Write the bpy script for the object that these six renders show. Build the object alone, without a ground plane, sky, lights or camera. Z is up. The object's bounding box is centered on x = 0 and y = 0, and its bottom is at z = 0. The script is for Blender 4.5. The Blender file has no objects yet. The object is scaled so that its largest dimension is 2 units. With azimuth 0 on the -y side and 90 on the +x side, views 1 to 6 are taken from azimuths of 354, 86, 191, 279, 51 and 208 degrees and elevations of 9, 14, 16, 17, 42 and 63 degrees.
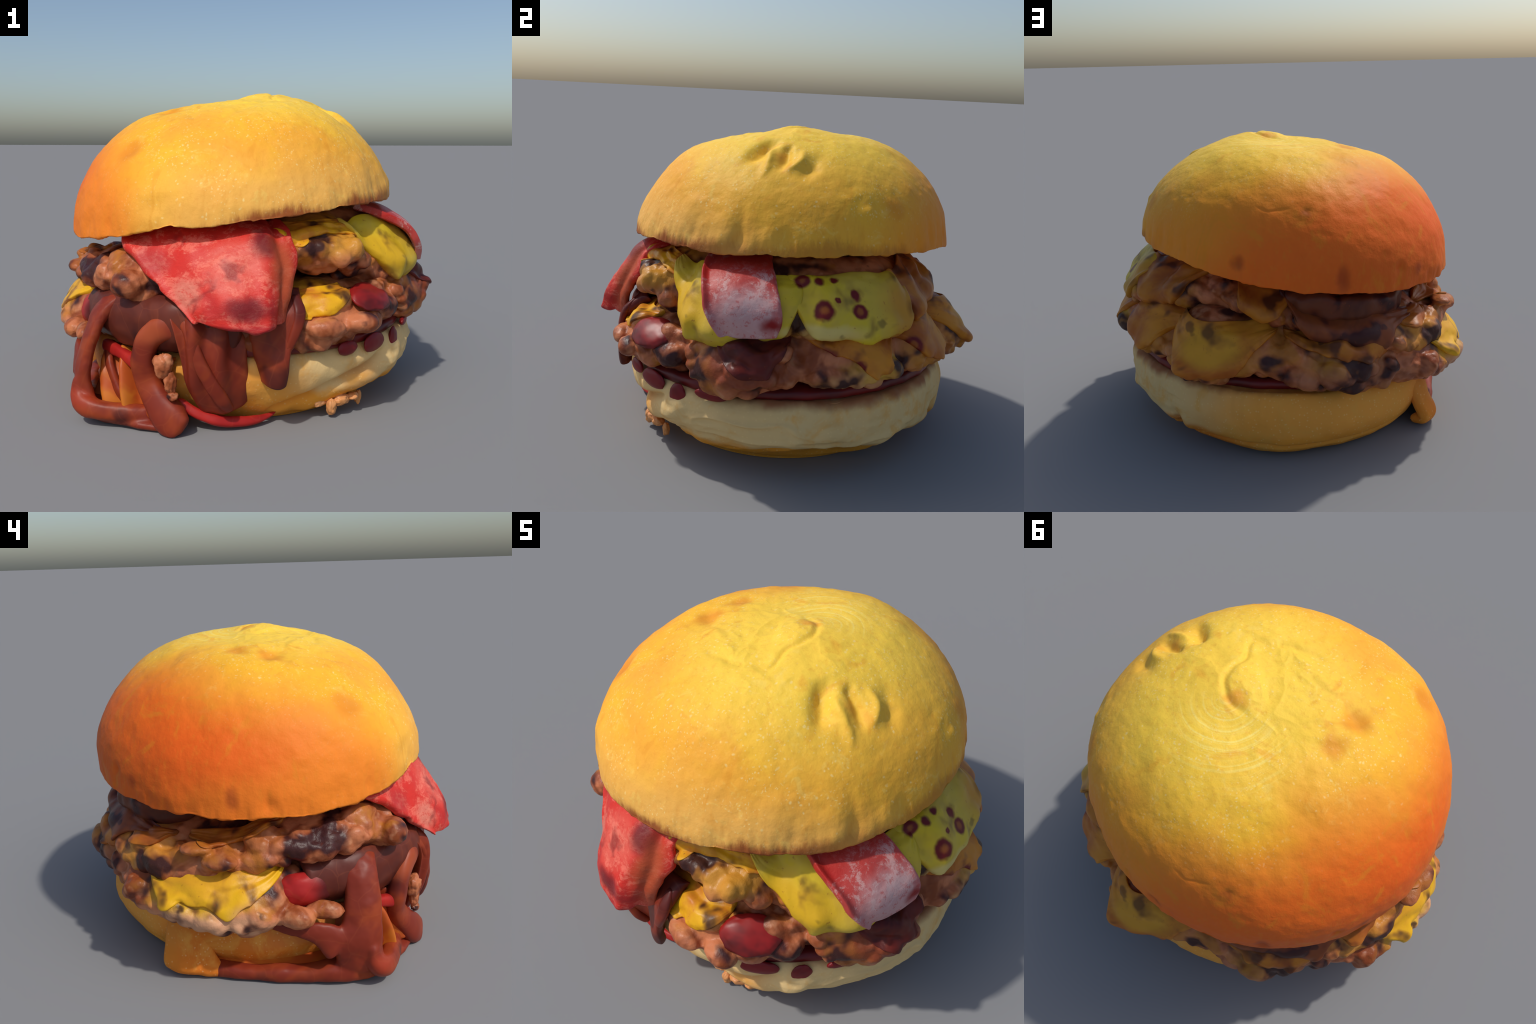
# Double cheeseburger with bacon and caramelised onions, built part by part.
import bpy, math, random
import numpy as np
from mathutils import Vector
from mathutils.bvhtree import BVHTree

rng = np.random.default_rng(11)
random.seed(11)
TAU = 2 * math.pi
sin, cos = np.sin, np.cos

# ------------------------------------------------------------------ helpers
def smooth(a, b, x):
    t = np.clip((x - a) / (b - a), 0, 1)
    return t * t * (3 - 2 * t)

def ring(table):
    """Periodic smooth curve through (azimuth in degrees, value) pairs.
    Azimuth 0 is -y, 90 is +x."""
    a = np.array([p[0] for p in table], float)
    v = np.array([p[1] for p in table], float)
    o = np.argsort(a); a = a[o]; v = v[o]
    a = np.concatenate([a[-2:] - 360, a, a[:3] + 360])
    v = np.concatenate([v[-2:], v, v[:3]])
    def f(deg):
        d = np.mod(np.asarray(deg, float) - a[2], 360) + a[2]
        i = np.clip(np.searchsorted(a, d, side='right') - 1, 1, len(a) - 3)
        h = a[i + 1] - a[i]
        t = (d - a[i]) / h
        m0 = (v[i + 1] - v[i - 1]) / (a[i + 1] - a[i - 1]) * h
        m1 = (v[i + 2] - v[i]) / (a[i + 2] - a[i]) * h
        t2, t3 = t * t, t * t * t
        return (2*t3 - 3*t2 + 1) * v[i] + (t3 - 2*t2 + t) * m0 + (3*t2 - 2*t3) * v[i + 1] + (t3 - t2) * m1
    return f

def _hash(ix, iy, iz, seed):
    h = (ix * 374761393 + iy * 668265263 + iz * 2147483647 + seed * 1274126177) & 0xffffffff
    h = ((h ^ (h >> 13)) * 1274126177) & 0xffffffff
    h = ((h ^ (h >> 16)) * 2246822519) & 0xffffffff
    return ((h ^ (h >> 15)) & 0xffffff) / float(0xffffff)

def noise(P, scale=1.0, seed=0, octaves=1):
    """Value noise in about -1..1 on an (n,3) array."""
    P = np.asarray(P, float)
    out = np.zeros(P.shape[0]); amp = 1.0; tot = 0
    for o in range(octaves):
        Q = P * scale * (2 ** o) + 17.3 * (o + 1)
        I = np.floor(Q).astype(np.int64); F = Q - I
        F = F * F * F * (F * (F * 6 - 15) + 10)
        acc = 0
        for dx in (0, 1):
            wx = F[:, 0] if dx else 1 - F[:, 0]
            for dy in (0, 1):
                wy = F[:, 1] if dy else 1 - F[:, 1]
                for dz in (0, 1):
                    wz = F[:, 2] if dz else 1 - F[:, 2]
                    acc = acc + wx * wy * wz * _hash(I[:, 0] + dx, I[:, 1] + dy, I[:, 2] + dz, seed + o)
        out += amp * (acc * 2 - 1); tot += amp; amp *= 0.5
    return out / tot

def polar(r, az):
    """Horizontal position for a radius and an azimuth in degrees."""
    a = np.radians(az)
    return r * sin(a), -r * cos(a)

def grid_faces(nu, nv, wrap_u=False, wrap_v=False, base=0):
    iu = np.arange(nu if wrap_u else nu - 1)
    iv = np.arange(nv if wrap_v else nv - 1)
    A, B = np.meshgrid(iu, iv, indexing='ij')
    A2, B2 = (A + 1) % nu, (B + 1) % nv
    f = np.stack([A * nv + B, A2 * nv + B, A2 * nv + B2, A * nv + B2], -1).reshape(-1, 4)
    return f + base

def grid_normals(P, wrap_u=False, wrap_v=False):
    """Unit normals of an (nu,nv,3) grid."""
    def d(X, ax, wrap):
        if wrap:
            return np.roll(X, -1, ax) - np.roll(X, 1, ax)
        return np.gradient(X, axis=ax)
    N = np.cross(d(P, 0, wrap_u), d(P, 1, wrap_v))
    L = np.linalg.norm(N, axis=-1, keepdims=True)
    return N / np.maximum(L, 1e-9)

def catmull(P, n):
    """Resample control points P (k,d) smoothly to n points."""
    P = np.asarray(P, float); k = len(P)
    Q = np.concatenate([[2 * P[0] - P[1]], P, [2 * P[-1] - P[-2]]])
    t = np.linspace(0, k - 1, n); i = np.clip(t.astype(int), 0, k - 2); f = (t - i)[:, None]
    p0, p1, p2, p3 = Q[i], Q[i + 1], Q[i + 2], Q[i + 3]
    return .5 * (2 * p1 + (p2 - p0) * f + (2 * p0 - 5 * p1 + 4 * p2 - p3) * f * f + (3 * p1 - p0 - 3 * p2 + p3) * f ** 3)

ROOT = bpy.data.objects.new("cheeseburger", None)
bpy.context.collection.objects.link(ROOT)
ROOT["label"] = "double cheeseburger with bacon, melted cheese and caramelised onions"
ROOT["category"] = "burger"

def add(name, verts, faces, mat, parent=ROOT, smooth_shade=True):
    me = bpy.data.meshes.new(name)
    verts = np.asarray(verts, float).reshape(-1, 3)
    if isinstance(faces, np.ndarray):
        faces = faces.tolist()
    me.from_pydata(verts.tolist(), [], faces)
    me.validate()
    me.update()
    if smooth_shade:
        me.polygons.foreach_set("use_smooth", [True] * len(me.polygons))
    ob = bpy.data.objects.new(name, me)
    bpy.context.collection.objects.link(ob)
    ob.parent = parent
    if mat:
        me.materials.append(mat)
    return ob

def fix_normals(ob):
    import bmesh
    bm = bmesh.new(); bm.from_mesh(ob.data)
    bmesh.ops.recalc_face_normals(bm, faces=bm.faces)
    bm.to_mesh(ob.data); bm.free()

def bake(ob):
    """Apply all modifiers."""
    dg = bpy.context.evaluated_depsgraph_get()
    me = bpy.data.meshes.new_from_object(ob.evaluated_get(dg))
    me.name = ob.name
    old = ob.data
    ob.modifiers.clear()
    ob.data = me
    bpy.data.meshes.remove(old)
    me.polygons.foreach_set("use_smooth", [True] * len(me.polygons))
    return ob

def arrays(ob):
    me = ob.data
    V = np.empty(len(me.vertices) * 3); me.vertices.foreach_get("co", V)
    N = np.empty(len(me.vertices) * 3); me.vertices.foreach_get("normal", N)
    return V.reshape(-1, 3), N.reshape(-1, 3)

def put(ob, V):
    ob.data.vertices.foreach_set("co", V.ravel()); ob.data.update()

def revolve_loft(P):
    """Closed surface from rings: P (n_az, n_profile, 3), first and last profile
    points lie on the axis."""
    nu, nv = P.shape[:2]
    return P.reshape(-1, 3), grid_faces(nu, nv, wrap_u=True)

# ------------------------------------------------------------------ materials
class Mat:
    def __init__(self, name, rough=0.5, spec=0.4):
        self.m = bpy.data.materials.new(name); self.m.use_nodes = True
        self.t = self.m.node_tree; self.n = self.t.nodes; self.l = self.t.links
        self.b = self.n["Principled BSDF"]
        self.b.inputs["Roughness"].default_value = rough
        self.b.inputs["Specular IOR Level"].default_value = spec
        tc = self.n.new("ShaderNodeTexCoord")
        self.co = tc.outputs["Object"]
    def node(self, kind, **props):
        n = self.n.new(kind)
        for k, v in props.items():
            setattr(n, k, v)
        return n
    def set(self, sock, v):
        if hasattr(v, "is_linked") or isinstance(v, bpy.types.NodeSocket):
            self.l.new(v, sock)
        else:
            sock.default_value = v
    def math(self, op, a, b=0.0, clamp=False):
        n = self.node("ShaderNodeMath", operation=op, use_clamp=clamp)
        self.set(n.inputs[0], a); self.set(n.inputs[1], b)
        return n.outputs[0]
    def vmath(self, op, a, b=None, scale=None):
        n = self.node("ShaderNodeVectorMath", operation=op)
        self.set(n.inputs[0], a)
        if b is not None: self.set(n.inputs[1], b)
        if scale is not None: self.set(n.inputs["Scale"], scale)
        return n.outputs["Value"] if op in ("LENGTH", "DISTANCE", "DOT_PRODUCT") else n.outputs[0]
    def stretch(self, sx, sy, sz, rot=(0, 0, 0)):
        n = self.node("ShaderNodeMapping")
        self.l.new(self.co, n.inputs["Vector"])
        n.inputs["Scale"].default_value = (sx, sy, sz)
        n.inputs["Rotation"].default_value = rot
        return n.outputs[0]
    def noise(self, scale, detail=2.0, rough=0.5, distort=0.0, co=None):
        n = self.node("ShaderNodeTexNoise")
        self.l.new(co or self.co, n.inputs["Vector"])
        n.inputs["Scale"].default_value = scale
        n.inputs["Detail"].default_value = detail
        n.inputs["Roughness"].default_value = rough
        n.inputs["Distortion"].default_value = distort
        return n.outputs["Fac"]
    def voronoi(self, scale, feature="F1", rnd=1.0, co=None, out="Distance"):
        n = self.node("ShaderNodeTexVoronoi", feature=feature)
        self.l.new(co or self.co, n.inputs["Vector"])
        n.inputs["Scale"].default_value = scale
        n.inputs["Randomness"].default_value = rnd
        return n.outputs[out]
    def step(self, x, a, b):
        n = self.node("ShaderNodeMapRange", interpolation_type="SMOOTHSTEP")
        self.set(n.inputs[0], x)
        n.inputs[1].default_value = a; n.inputs[2].default_value = b
        return n.outputs[0]
    def warp(self, amount, scale, detail=2):
        """Object coordinates pushed about by noise: ragged mask edges."""
        n = self.node("ShaderNodeTexNoise")
        self.l.new(self.co, n.inputs["Vector"])
        n.inputs["Scale"].default_value = scale; n.inputs["Detail"].default_value = detail
        d = self.vmath("SUBTRACT", n.outputs["Color"], (0.5, 0.5, 0.5))
        d = self.vmath("SCALE", d, scale=amount * 2)
        return self.vmath("ADD", self.co, d)
    def blob(self, co, centre, radii, soft=0.4):
        """1 inside an ellipsoid about centre, falling to 0 outside."""
        if not hasattr(radii, "__len__"): radii = (radii,) * 3
        d = self.vmath("SUBTRACT", co, centre)
        d = self.vmath("DIVIDE", d, radii)
        return self.step(self.vmath("LENGTH", d), 1 + soft, 1 - soft)
    def union(self, *ms):
        r = ms[0]
        for m in ms[1:]:
            r = self.math("MAXIMUM", r, m)
        return r
    def mix(self, fac, a, b):
        n = self.node("ShaderNodeMix", data_type="RGBA")
        self.set(n.inputs[0], fac)
        for s, v in ((n.inputs[6], a), (n.inputs[7], b)):
            self.set(s, (*v, 1) if isinstance(v, tuple) else v)
        return n.outputs[2]
    def bump(self, height, strength=0.3, dist=0.01):
        n = self.node("ShaderNodeBump")
        n.inputs["Strength"].default_value = strength
        n.inputs["Distance"].default_value = dist
        self.l.new(height, n.inputs["Height"])
        self.l.new(n.outputs[0], self.b.inputs["Normal"])
    def sss(self, w, radius=(0.05, 0.02, 0.01)):
        self.b.inputs["Subsurface Weight"].default_value = w
        self.b.inputs["Subsurface Radius"].default_value = radius
        self.b.inputs["Subsurface Scale"].default_value = 0.3
    def done(self, colour):
        self.set(self.b.inputs["Base Color"], (*colour, 1) if isinstance(colour, tuple) else colour)
        return self.m

def mat_top_bun():
    m = Mat("toasted_bun_crust", 0.55, 0.15)
    yellow, lemon = (0.95, 0.49, 0.030), (0.97, 0.66, 0.075)
    wall, pale, gold = (0.92, 0.41, 0.04), (0.88, 0.46, 0.10), (0.90, 0.28, 0.025)
    orange, brown = (0.86, 0.150, 0.015), (0.26, 0.035, 0.012)
    w = m.warp(0.12, 2.4, 4)
    c = m.mix(m.step(m.noise(3.0, 4, 0.6, 0.4), 0.35, 0.7), wall, yellow)
    # lemon crown
    c = m.mix(m.math("MULTIPLY", m.blob(w, (0.22, 0.02, 1.50), (0.55, 0.55, 0.30), 0.45), 0.85), c, lemon)
    c = m.mix(m.math("MULTIPLY", m.blob(w, (0.75, 0.15, 1.25), (0.35, 0.55, 0.30), 0.45), 0.5), c, (0.88, 0.46, 0.05))
    # paler lower front and right wall
    c = m.mix(m.blob(w, (0.60, -0.72, 0.92), (1.05, 0.60, 0.30), 0.40), c, pale)
    # small pale flecks
    v = m.step(m.voronoi(30, co=m.warp(0.018, 18)), 0.22, 0.08)
    v = m.math("MULTIPLY", v, m.step(m.noise(9, 2), 0.42, 0.58))
    v2 = m.math("MULTIPLY", m.step(m.voronoi(62, co=m.warp(0.02, 30)), 0.30, 0.12), m.step(m.noise(6, 2), 0.45, 0.60))
    c = m.mix(m.math("MULTIPLY", m.union(v, v2), 0.5), c, (0.97, 0.78, 0.32))
    # pale swirl left by shaping the dough, and small pale patches
    d = m.vmath("DISTANCE", m.warp(.02, 5), (.12, .11, 1.52))
    cmb = m.node("ShaderNodeCombineXYZ"); m.l.new(d, cmb.inputs[0])
    rings = m.step(m.noise(60, 2, .5, 0, cmb.outputs[0]), .45, .65)
    c = m.mix(m.math("MULTIPLY", m.math("MULTIPLY", rings, m.blob(w, (.05, .27, 1.47), (.22, .16, .12), .5)), .6), c, (0.97, 0.80, 0.22))
    c = m.mix(m.math("MULTIPLY", m.step(m.noise(11, 4, 0.7, 0.8), 0.56, 0.70), 0.35), c, (0.96, 0.68, 0.16))
    # oven browned side: back golden, left orange
    c = m.mix(m.math("MULTIPLY", m.blob(w, (0.20, 1.10, 0.92), (1.05, 0.80, 0.50), 0.35), 0.9), c, gold)
    c = m.mix(m.math("MULTIPLY", m.blob(w, (-0.90, 0.75, 0.72), (1.22, 1.12, 0.74), 0.24), 0.97), c, orange)
    c = m.mix(m.math("MULTIPLY", m.blob(w, (-0.95, -0.28, 0.75), (0.60, 0.58, 0.64), 0.32), 0.85), c, (0.88, 0.215, 0.022))
    c = m.mix(m.math("MULTIPLY", m.blob(w, (-0.98, 0.25, 1.12), (0.36, 0.55, 0.16), 0.55), 0.75), c, (0.82, 0.11, 0.012))
    c = m.mix(m.math("MULTIPLY", m.blob(w, (-0.70, 0.62, 0.85), (0.55, 0.50, 0.28), 0.5), 0.55), c, (0.66, 0.11, 0.014))
    # orange dimples
    for ctr, r in (((-0.547, -0.44, 1.246), 0.07), ((-0.37, -0.086, 1.435), 0.06), ((-0.34, 0.074, 1.45), 0.05),
                   ((-0.226, 0.73, 1.251), 0.03), ((0.08, 0.10, 1.52), 0.04), ((0.66, 0.44, 1.25), 0.06), ((.47, -.09, 1.40), .035)):
        c = m.mix(m.math("MULTIPLY", m.blob(m.warp(.03, 12), ctr, r, 0.6), 0.6), c, (0.72, 0.22, 0.02))
    # orange stains along the crown wrinkles
    s = m.step(m.noise(5.0, 3, 0.6, 1.5, m.stretch(1, 1, 0.4)), 0.58, 0.72)
    c = m.mix(m.math("MULTIPLY", s, 0.40), c, (0.76, 0.28, 0.02))
    # fine mottling, drawn out down the walls
    c = m.mix(m.math("MULTIPLY", m.step(m.noise(30, 4, 0.7, 0.3, m.stretch(1.4, 1.4, .5)), 0.48, 0.75), 0.28), c, (0.74, 0.26, 0.025))
    # scorched pits above the rim
    for ctr, r in (((-.40, .80, .95), (.03, .05, .06)), ((-.86, .02, .90), (.04, .03, .05)), ((-.72, .50, .93), .03), ((.08, .86, 1.03), .03), ((-.226, .745, 1.25), .022), ((-.50, -.62, .90), .04)):
        c = m.mix(m.math("MULTIPLY", m.blob(m.warp(.02, 14), ctr, r, 0.6), 0.5), c, (0.22, 0.025, 0.012))
    # red-brown toasted fringe on the rim
    c = m.mix(rim_fringe(m), c, brown)
    m.bump(m.math("ADD", m.noise(70, 3, 0.6), m.math("MULTIPLY", m.noise(18, 3), 1.5)), 0.25, 0.006)
    return m.done(c)

def rim_fringe(m):
    """Ragged toasted band just above the cut edge of the tilted lid, strongest front right."""
    sep = m.node("ShaderNodeSeparateXYZ"); m.l.new(m.co, sep.inputs[0])
    # height above the lid's rim plane
    h = m.math("SUBTRACT", sep.outputs[2], m.math("MULTIPLY", sep.outputs[0], 0.115))
    h = m.math("SUBTRACT", h, 0.938)
    tooth = m.noise(24, 4, 0.7, 0.3, m.stretch(1.6, 1.6, 0.3))
    broad = m.noise(4.5, 2, 0.5, 0.0, m.stretch(1, 1, 0.2))
    h = m.math("SUBTRACT", h, m.math("MULTIPLY", m.math("SUBTRACT", tooth, 0.5), 0.09))
    h = m.math("SUBTRACT", h, m.math("MULTIPLY", m.math("SUBTRACT", broad, 0.5), 0.16))
    side = m.union(m.blob(m.co, (0.45, -0.75, 0.95), (0.75, 0.45, 0.3), 0.4),
                   m.math("MULTIPLY", m.blob(m.co, (0.85, 0.2, 1.0), (0.3, 0.7, 0.3), 0.4), 0.55))
    return m.math("MULTIPLY", m.math("MULTIPLY", m.step(h, 0.065, 0.0), side), 0.85)

def mat_bottom_bun():
    m = Mat("soft_bun_crumb", 0.65, 0.12)
    w = m.warp(0.09, 3.0, 3)
    cream, orange, deep = (0.80, 0.55, 0.24), (0.82, 0.33, 0.035), (0.66, 0.17, 0.018)
    # crust: rises from the base, ragged border to the pale crumb
    sep = m.node("ShaderNodeSeparateXYZ"); m.l.new(m.warp(0.05, 9, 4), sep.inputs[0])
    crust = m.step(sep.outputs[2], 0.165, 0.115)
    c = m.mix(crust, cream, orange)
    # the back and the left are crust all the way up
    back = m.union(m.blob(w, (-0.62, 0.62, 0.15), (0.95, 0.72, 0.5), 0.25), m.blob(w, (-0.2, -0.72, 0.1), (0.45, 0.3, 0.3), 0.3))
    c = m.mix(m.math("MULTIPLY", back, 0.92), c, (0.86, 0.34, 0.045))
    c = m.mix(m.math("MULTIPLY", m.blob(w, (-0.85, -0.10, 0.12), (0.42, 0.50, 0.35), 0.3), 0.85), c, (0.66, 0.16, 0.016))
    c = m.mix(m.math("MULTIPLY", m.blob(w, (0.35, 0.72, 0.05), (0.3, 0.25, 0.09), 0.4), 0.8), c, deep)
    c = m.mix(m.math("MULTIPLY", m.blob(w, (0.50, -0.60, 0.2), (0.10, 0.12, 0.10), 0.6), 0.6), c, (0.66, 0.25, 0.04))
    # toasted stains and flecks
    c = m.mix(m.math("MULTIPLY", m.step(m.noise(6, 4, 0.65, 0.6), 0.47, 0.66), 0.6), c, (0.80, 0.38, 0.07))
    fl = m.step(m.voronoi(48), 0.26, 0.12)
    c = m.mix(m.math("MULTIPLY", fl, 0.28), c, (0.92, 0.68, 0.30))
    # juice soaked top rim
    sep2 = m.node("ShaderNodeSeparateXYZ"); m.l.new(m.warp(0.04, 7, 3), sep2.inputs[0])
    soak = m.step(sep2.outputs[2], 0.345, 0.395)
    c = m.mix(m.math("MULTIPLY", soak, 0.85), c, (0.30, 0.075, 0.03))
    m.bump(m.math("ADD", m.noise(55, 3, 0.6), m.math("MULTIPLY", m.noise(14, 3), 1.5)), 0.25, 0.007)
    return m.done(c)

def meat_colour(m, w, seed=0.0):
    co = m.vmath("ADD", m.co, (seed, seed * 1.7, -seed))
    raw, brown = (0.56, 0.185, 0.078), (0.26, 0.058, 0.016)
    c = m.mix(m.step(m.noise(7, 3, 0.6, 0.5, co), 0.40, 0.64), raw, brown)
    c = m.mix(m.math("MULTIPLY", m.step(m.noise(16, 2, 0.5, 0, co), 0.56, 0.72), 0.55), c, (0.60, 0.28, 0.14))
    c = m.mix(m.math("MULTIPLY", m.step(m.noise(4, 3, 0.5, 0.8, co), 0.55, 0.68), 0.8), c, (0.46, 0.16, 0.018))
    return c

def char(m, c, amount=0.9, seed=0.0, lo=0.60):
    """Scorched patches with purple-black cores and a red-brown margin, plus single burnt spots."""
    co = m.vmath("ADD", m.co, (seed * 2.1, -seed, seed))
    n = m.noise(6.5, 2.5, 0.5, 0.25, co)
    c = m.mix(m.math("MULTIPLY", m.step(n, lo - .07, lo + .02), amount * .65), c, (0.15, 0.030, 0.015))
    d = m.step(n, lo - .01, lo + .07)
    v = m.step(m.voronoi(6.5, co=m.vmath("ADD", m.warp(0.05, 12), (seed, 0, 0))), 0.19, 0.10)
    v = m.math("MULTIPLY", v, m.step(m.noise(5, 1, 0.5, 0, co), 0.45, 0.55))
    return m.mix(m.math("MULTIPLY", m.union(d, v), amount), c, (0.030, 0.009, 0.012))

def at(az, R, z):
    x, y = polar(R, az)
    return (float(x), float(y), z)

def mat_meat(name, seed, lo=0.60, blobs=()):
    m = Mat(name, 0.40, 0.25)
    w = m.warp(0.07, 6, 4)
    c = meat_colour(m, w, seed)
    for ctr, r, col, a in blobs:
        c = m.mix(m.math("MULTIPLY", m.blob(w, ctr, r, 0.45), a), c, col)
    c = char(m, c, 0.9, seed, lo)
    m.bump(m.math("ADD", m.noise(45, 3, 0.6), m.noise(16, 3)), 0.35, 0.008)
    return m.done(c)

def mat_cheese(name, base, tone, spots=(), char_amount=0.5, lo=0.63, stains=()):
    m = Mat(name, 0.40, 0.22)
    w = m.warp(0.05, 6, 3)
    c = m.mix(m.step(m.noise(4.5, 4, 0.6, 0.5), 0.36, 0.68), base, tone)
    for ctr, r, col, a in stains:
        c = m.mix(m.math("MULTIPLY", m.blob(w, ctr, r, 0.4), a), c, col)
    c = char(m, c, char_amount, 3.3, lo)
    w2 = m.warp(0.012, 22, 2)
    for ctr, r in spots:
        c = m.mix(m.blob(w2, ctr, r, 0.22), c, (0.16, 0.012, 0.012))
        c = m.mix(m.math("MULTIPLY", m.blob(w2, ctr, r * 0.45, 0.4), 0.7), c, (0.40, 0.12, 0.02))
    f = m.step(m.noise(38, 3, 0.7), 0.63, 0.72)
    c = m.mix(m.math("MULTIPLY", f, 0.45), c, (0.30, 0.06, 0.015))
    m.bump(m.math("ADD", m.noise(30, 3, 0.6), m.noise(9, 3)), 0.2, 0.008)
    return m.done(c)

def mat_bacon(name, red, pink, dark, dark_blobs=(), pale_blobs=(), grain=(1, 1, 1)):
    m = Mat(name, 0.45, 0.22)
    w = m.warp(0.05, 7, 3)
    st = m.stretch(*grain)
    fat = m.step(m.noise(10, 9, 0.80, 0.4, st), 0.49, 0.58)
    c = m.mix(m.math("MULTIPLY", fat, 0.7), red, pink)
    for ctr, r, col, a in pale_blobs:
        c = m.mix(m.math("MULTIPLY", m.blob(w, ctr, r, 0.45), a), c, col)
    sp = m.step(m.noise(34, 5, 0.75, 0.2, st), 0.54, 0.62)
    c = m.mix(m.math("MULTIPLY", sp, 0.55), c, red)
    for ctr, r, col, a in dark_blobs:
        c = m.mix(m.math("MULTIPLY", m.blob(w, ctr, r, 0.5), a), c, col)
    c = m.mix(m.math("MULTIPLY", m.step(m.noise(5, 3, 0.6, 0.5), 0.58, 0.72), 0.6), c, dark)
    m.bump(m.math("ADD", m.noise(40, 4, 0.65, 0, st), m.noise(12, 3)), 0.3, 0.008)
    return m.done(c)

def mat_onion(name, a=(0.21, 0.027, 0.013), b=(0.31, 0.050, 0.015), dark=(0.06, 0.012, 0.012), blobs=()):
    m = Mat(name, 0.42, 0.22)
    c = m.mix(m.step(m.noise(4, 3, 0.6, 0.8), 0.40, 0.66), a, b)
    c = m.mix(m.math("MULTIPLY", m.step(m.noise(3.2, 3, 0.5, 0.4, m.stretch(1.3, 1, 1)), 0.53, 0.68), 0.8), c, dark)
    w = m.warp(0.04, 7, 3)
    for ctr, r, col, amt in blobs:
        c = m.mix(m.math("MULTIPLY", m.blob(w, ctr, r, 0.45), amt), c, col)
    veins = m.step(m.voronoi(7, "DISTANCE_TO_EDGE", co=m.warp(0.06, 5)), 0.03, 0.0)
    c = m.mix(m.math("MULTIPLY", veins, 0.08), c, (0.50, 0.14, 0.05))
    m.bump(m.noise(10, 4, 0.6), 0.15, 0.01)
    m.sss(0.08)
    return m.done(c)

def mat_sauce(name, col=(0.20, 0.010, 0.010), dark=(0.05, 0.006, 0.008), rough=0.25):
    m = Mat(name, rough, 0.3)
    c = m.mix(m.step(m.noise(5, 3, 0.6, 0.3), 0.42, 0.68), col, dark)
    return m.done(c)

M_TOP = mat_top_bun()
M_BOT = mat_bottom_bun()
GOLD = (0.52, 0.18, 0.018)
YELLOW, AMBER = (0.68, 0.42, 0.02), (0.52, 0.20, 0.022)
M_MEAT_UP = mat_meat("browned_beef_upper", 0.0, 0.555, (
    (at(32, .74, .88), (.26, .22, .12), (0.58, 0.27, 0.025), .85),
    (at(75, .85, .80), (.25, .25, .16), YELLOW, .85), (at(108, .88, .78), (.25, .25, .12), YELLOW, .9), (at(104, .93, .70), (.12, .22, .045), (.66, .44, .15), .7),
    (at(138, .82, .84), (.2, .2, .14), AMBER, .9), (at(178, .80, .84), (.16, .15, .10), (.40, .13, .018), .85),
    (at(210, .84, .76), (.28, .25, .18), (.13, .034, .013), .85), (at(237, .88, .60), (.15, .17, .10), (.62, .26, .035), .85),
    (at(265, .80, .70), (.2, .22, .07), (.34, .10, .018), .7)))
M_MEAT_LOW = mat_meat("browned_beef_lower", 4.7, 0.57, (
    (at(18, .80, .62), (.2, .2, .08), (.70, .34, .015), .8), (at(76, .93, .54), (.14, .18, .10), (.22, .04, .016), .85),
    (at(106, .97, .49), (.15, .22, .07), (.58, .30, .12), .8), (at(112, .93, .56), (.1, .14, .06), YELLOW, .8),
    (at(135, .93, .58), (.2, .2, .12), (.54, .21, .022), .9), (at(165, .94, .56), (.26, .2, .12), (.54, .21, .02), .9),
    (at(208, .90, .54), (.2, .16, .08), (.42, .18, .015), .8), (at(212, .92, .42), (.35, .22, .10), (.30, .11, .055), .8), (at(262, .97, .34), (.16, .34, .07), (.64, .34, .19), .85),
    (at(258, .93, .46), (.16, .26, .07), (.72, .42, .015), .9)))

# ------------------------------------------------------------------ top bun
# Crown shape: distance from the point BUN_C for eight heights round the compass.
BUN_C = np.array([-.02, .02, .90])
BUN_EL = [-8, 8, 24, 40, 56, 73, 90]
BUN_RHO = {0: [.813, .816, .778, .738, .670, .615, .600], 30: [.795, .805, .779, .748, .685, .622, .600],
           60: [.790, .816, .794, .748, .705, .648, .600], 90: [.790, .830, .812, .760, .716, .660, .600],
           120: [.795, .838, .835, .776, .722, .655, .600], 150: [.805, .842, .833, .782, .720, .640, .600],
           180: [.825, .853, .830, .776, .703, .628, .600], 210: [.850, .865, .822, .750, .680, .618, .600],
           240: [.862, .857, .804, .739, .667, .612, .600], 270: [.868, .846, .790, .736, .660, .610, .600],
           300: [.860, .846, .799, .716, .642, .606, .600], 330: [.842, .845, .786, .720, .654, .609, .600]}

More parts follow.
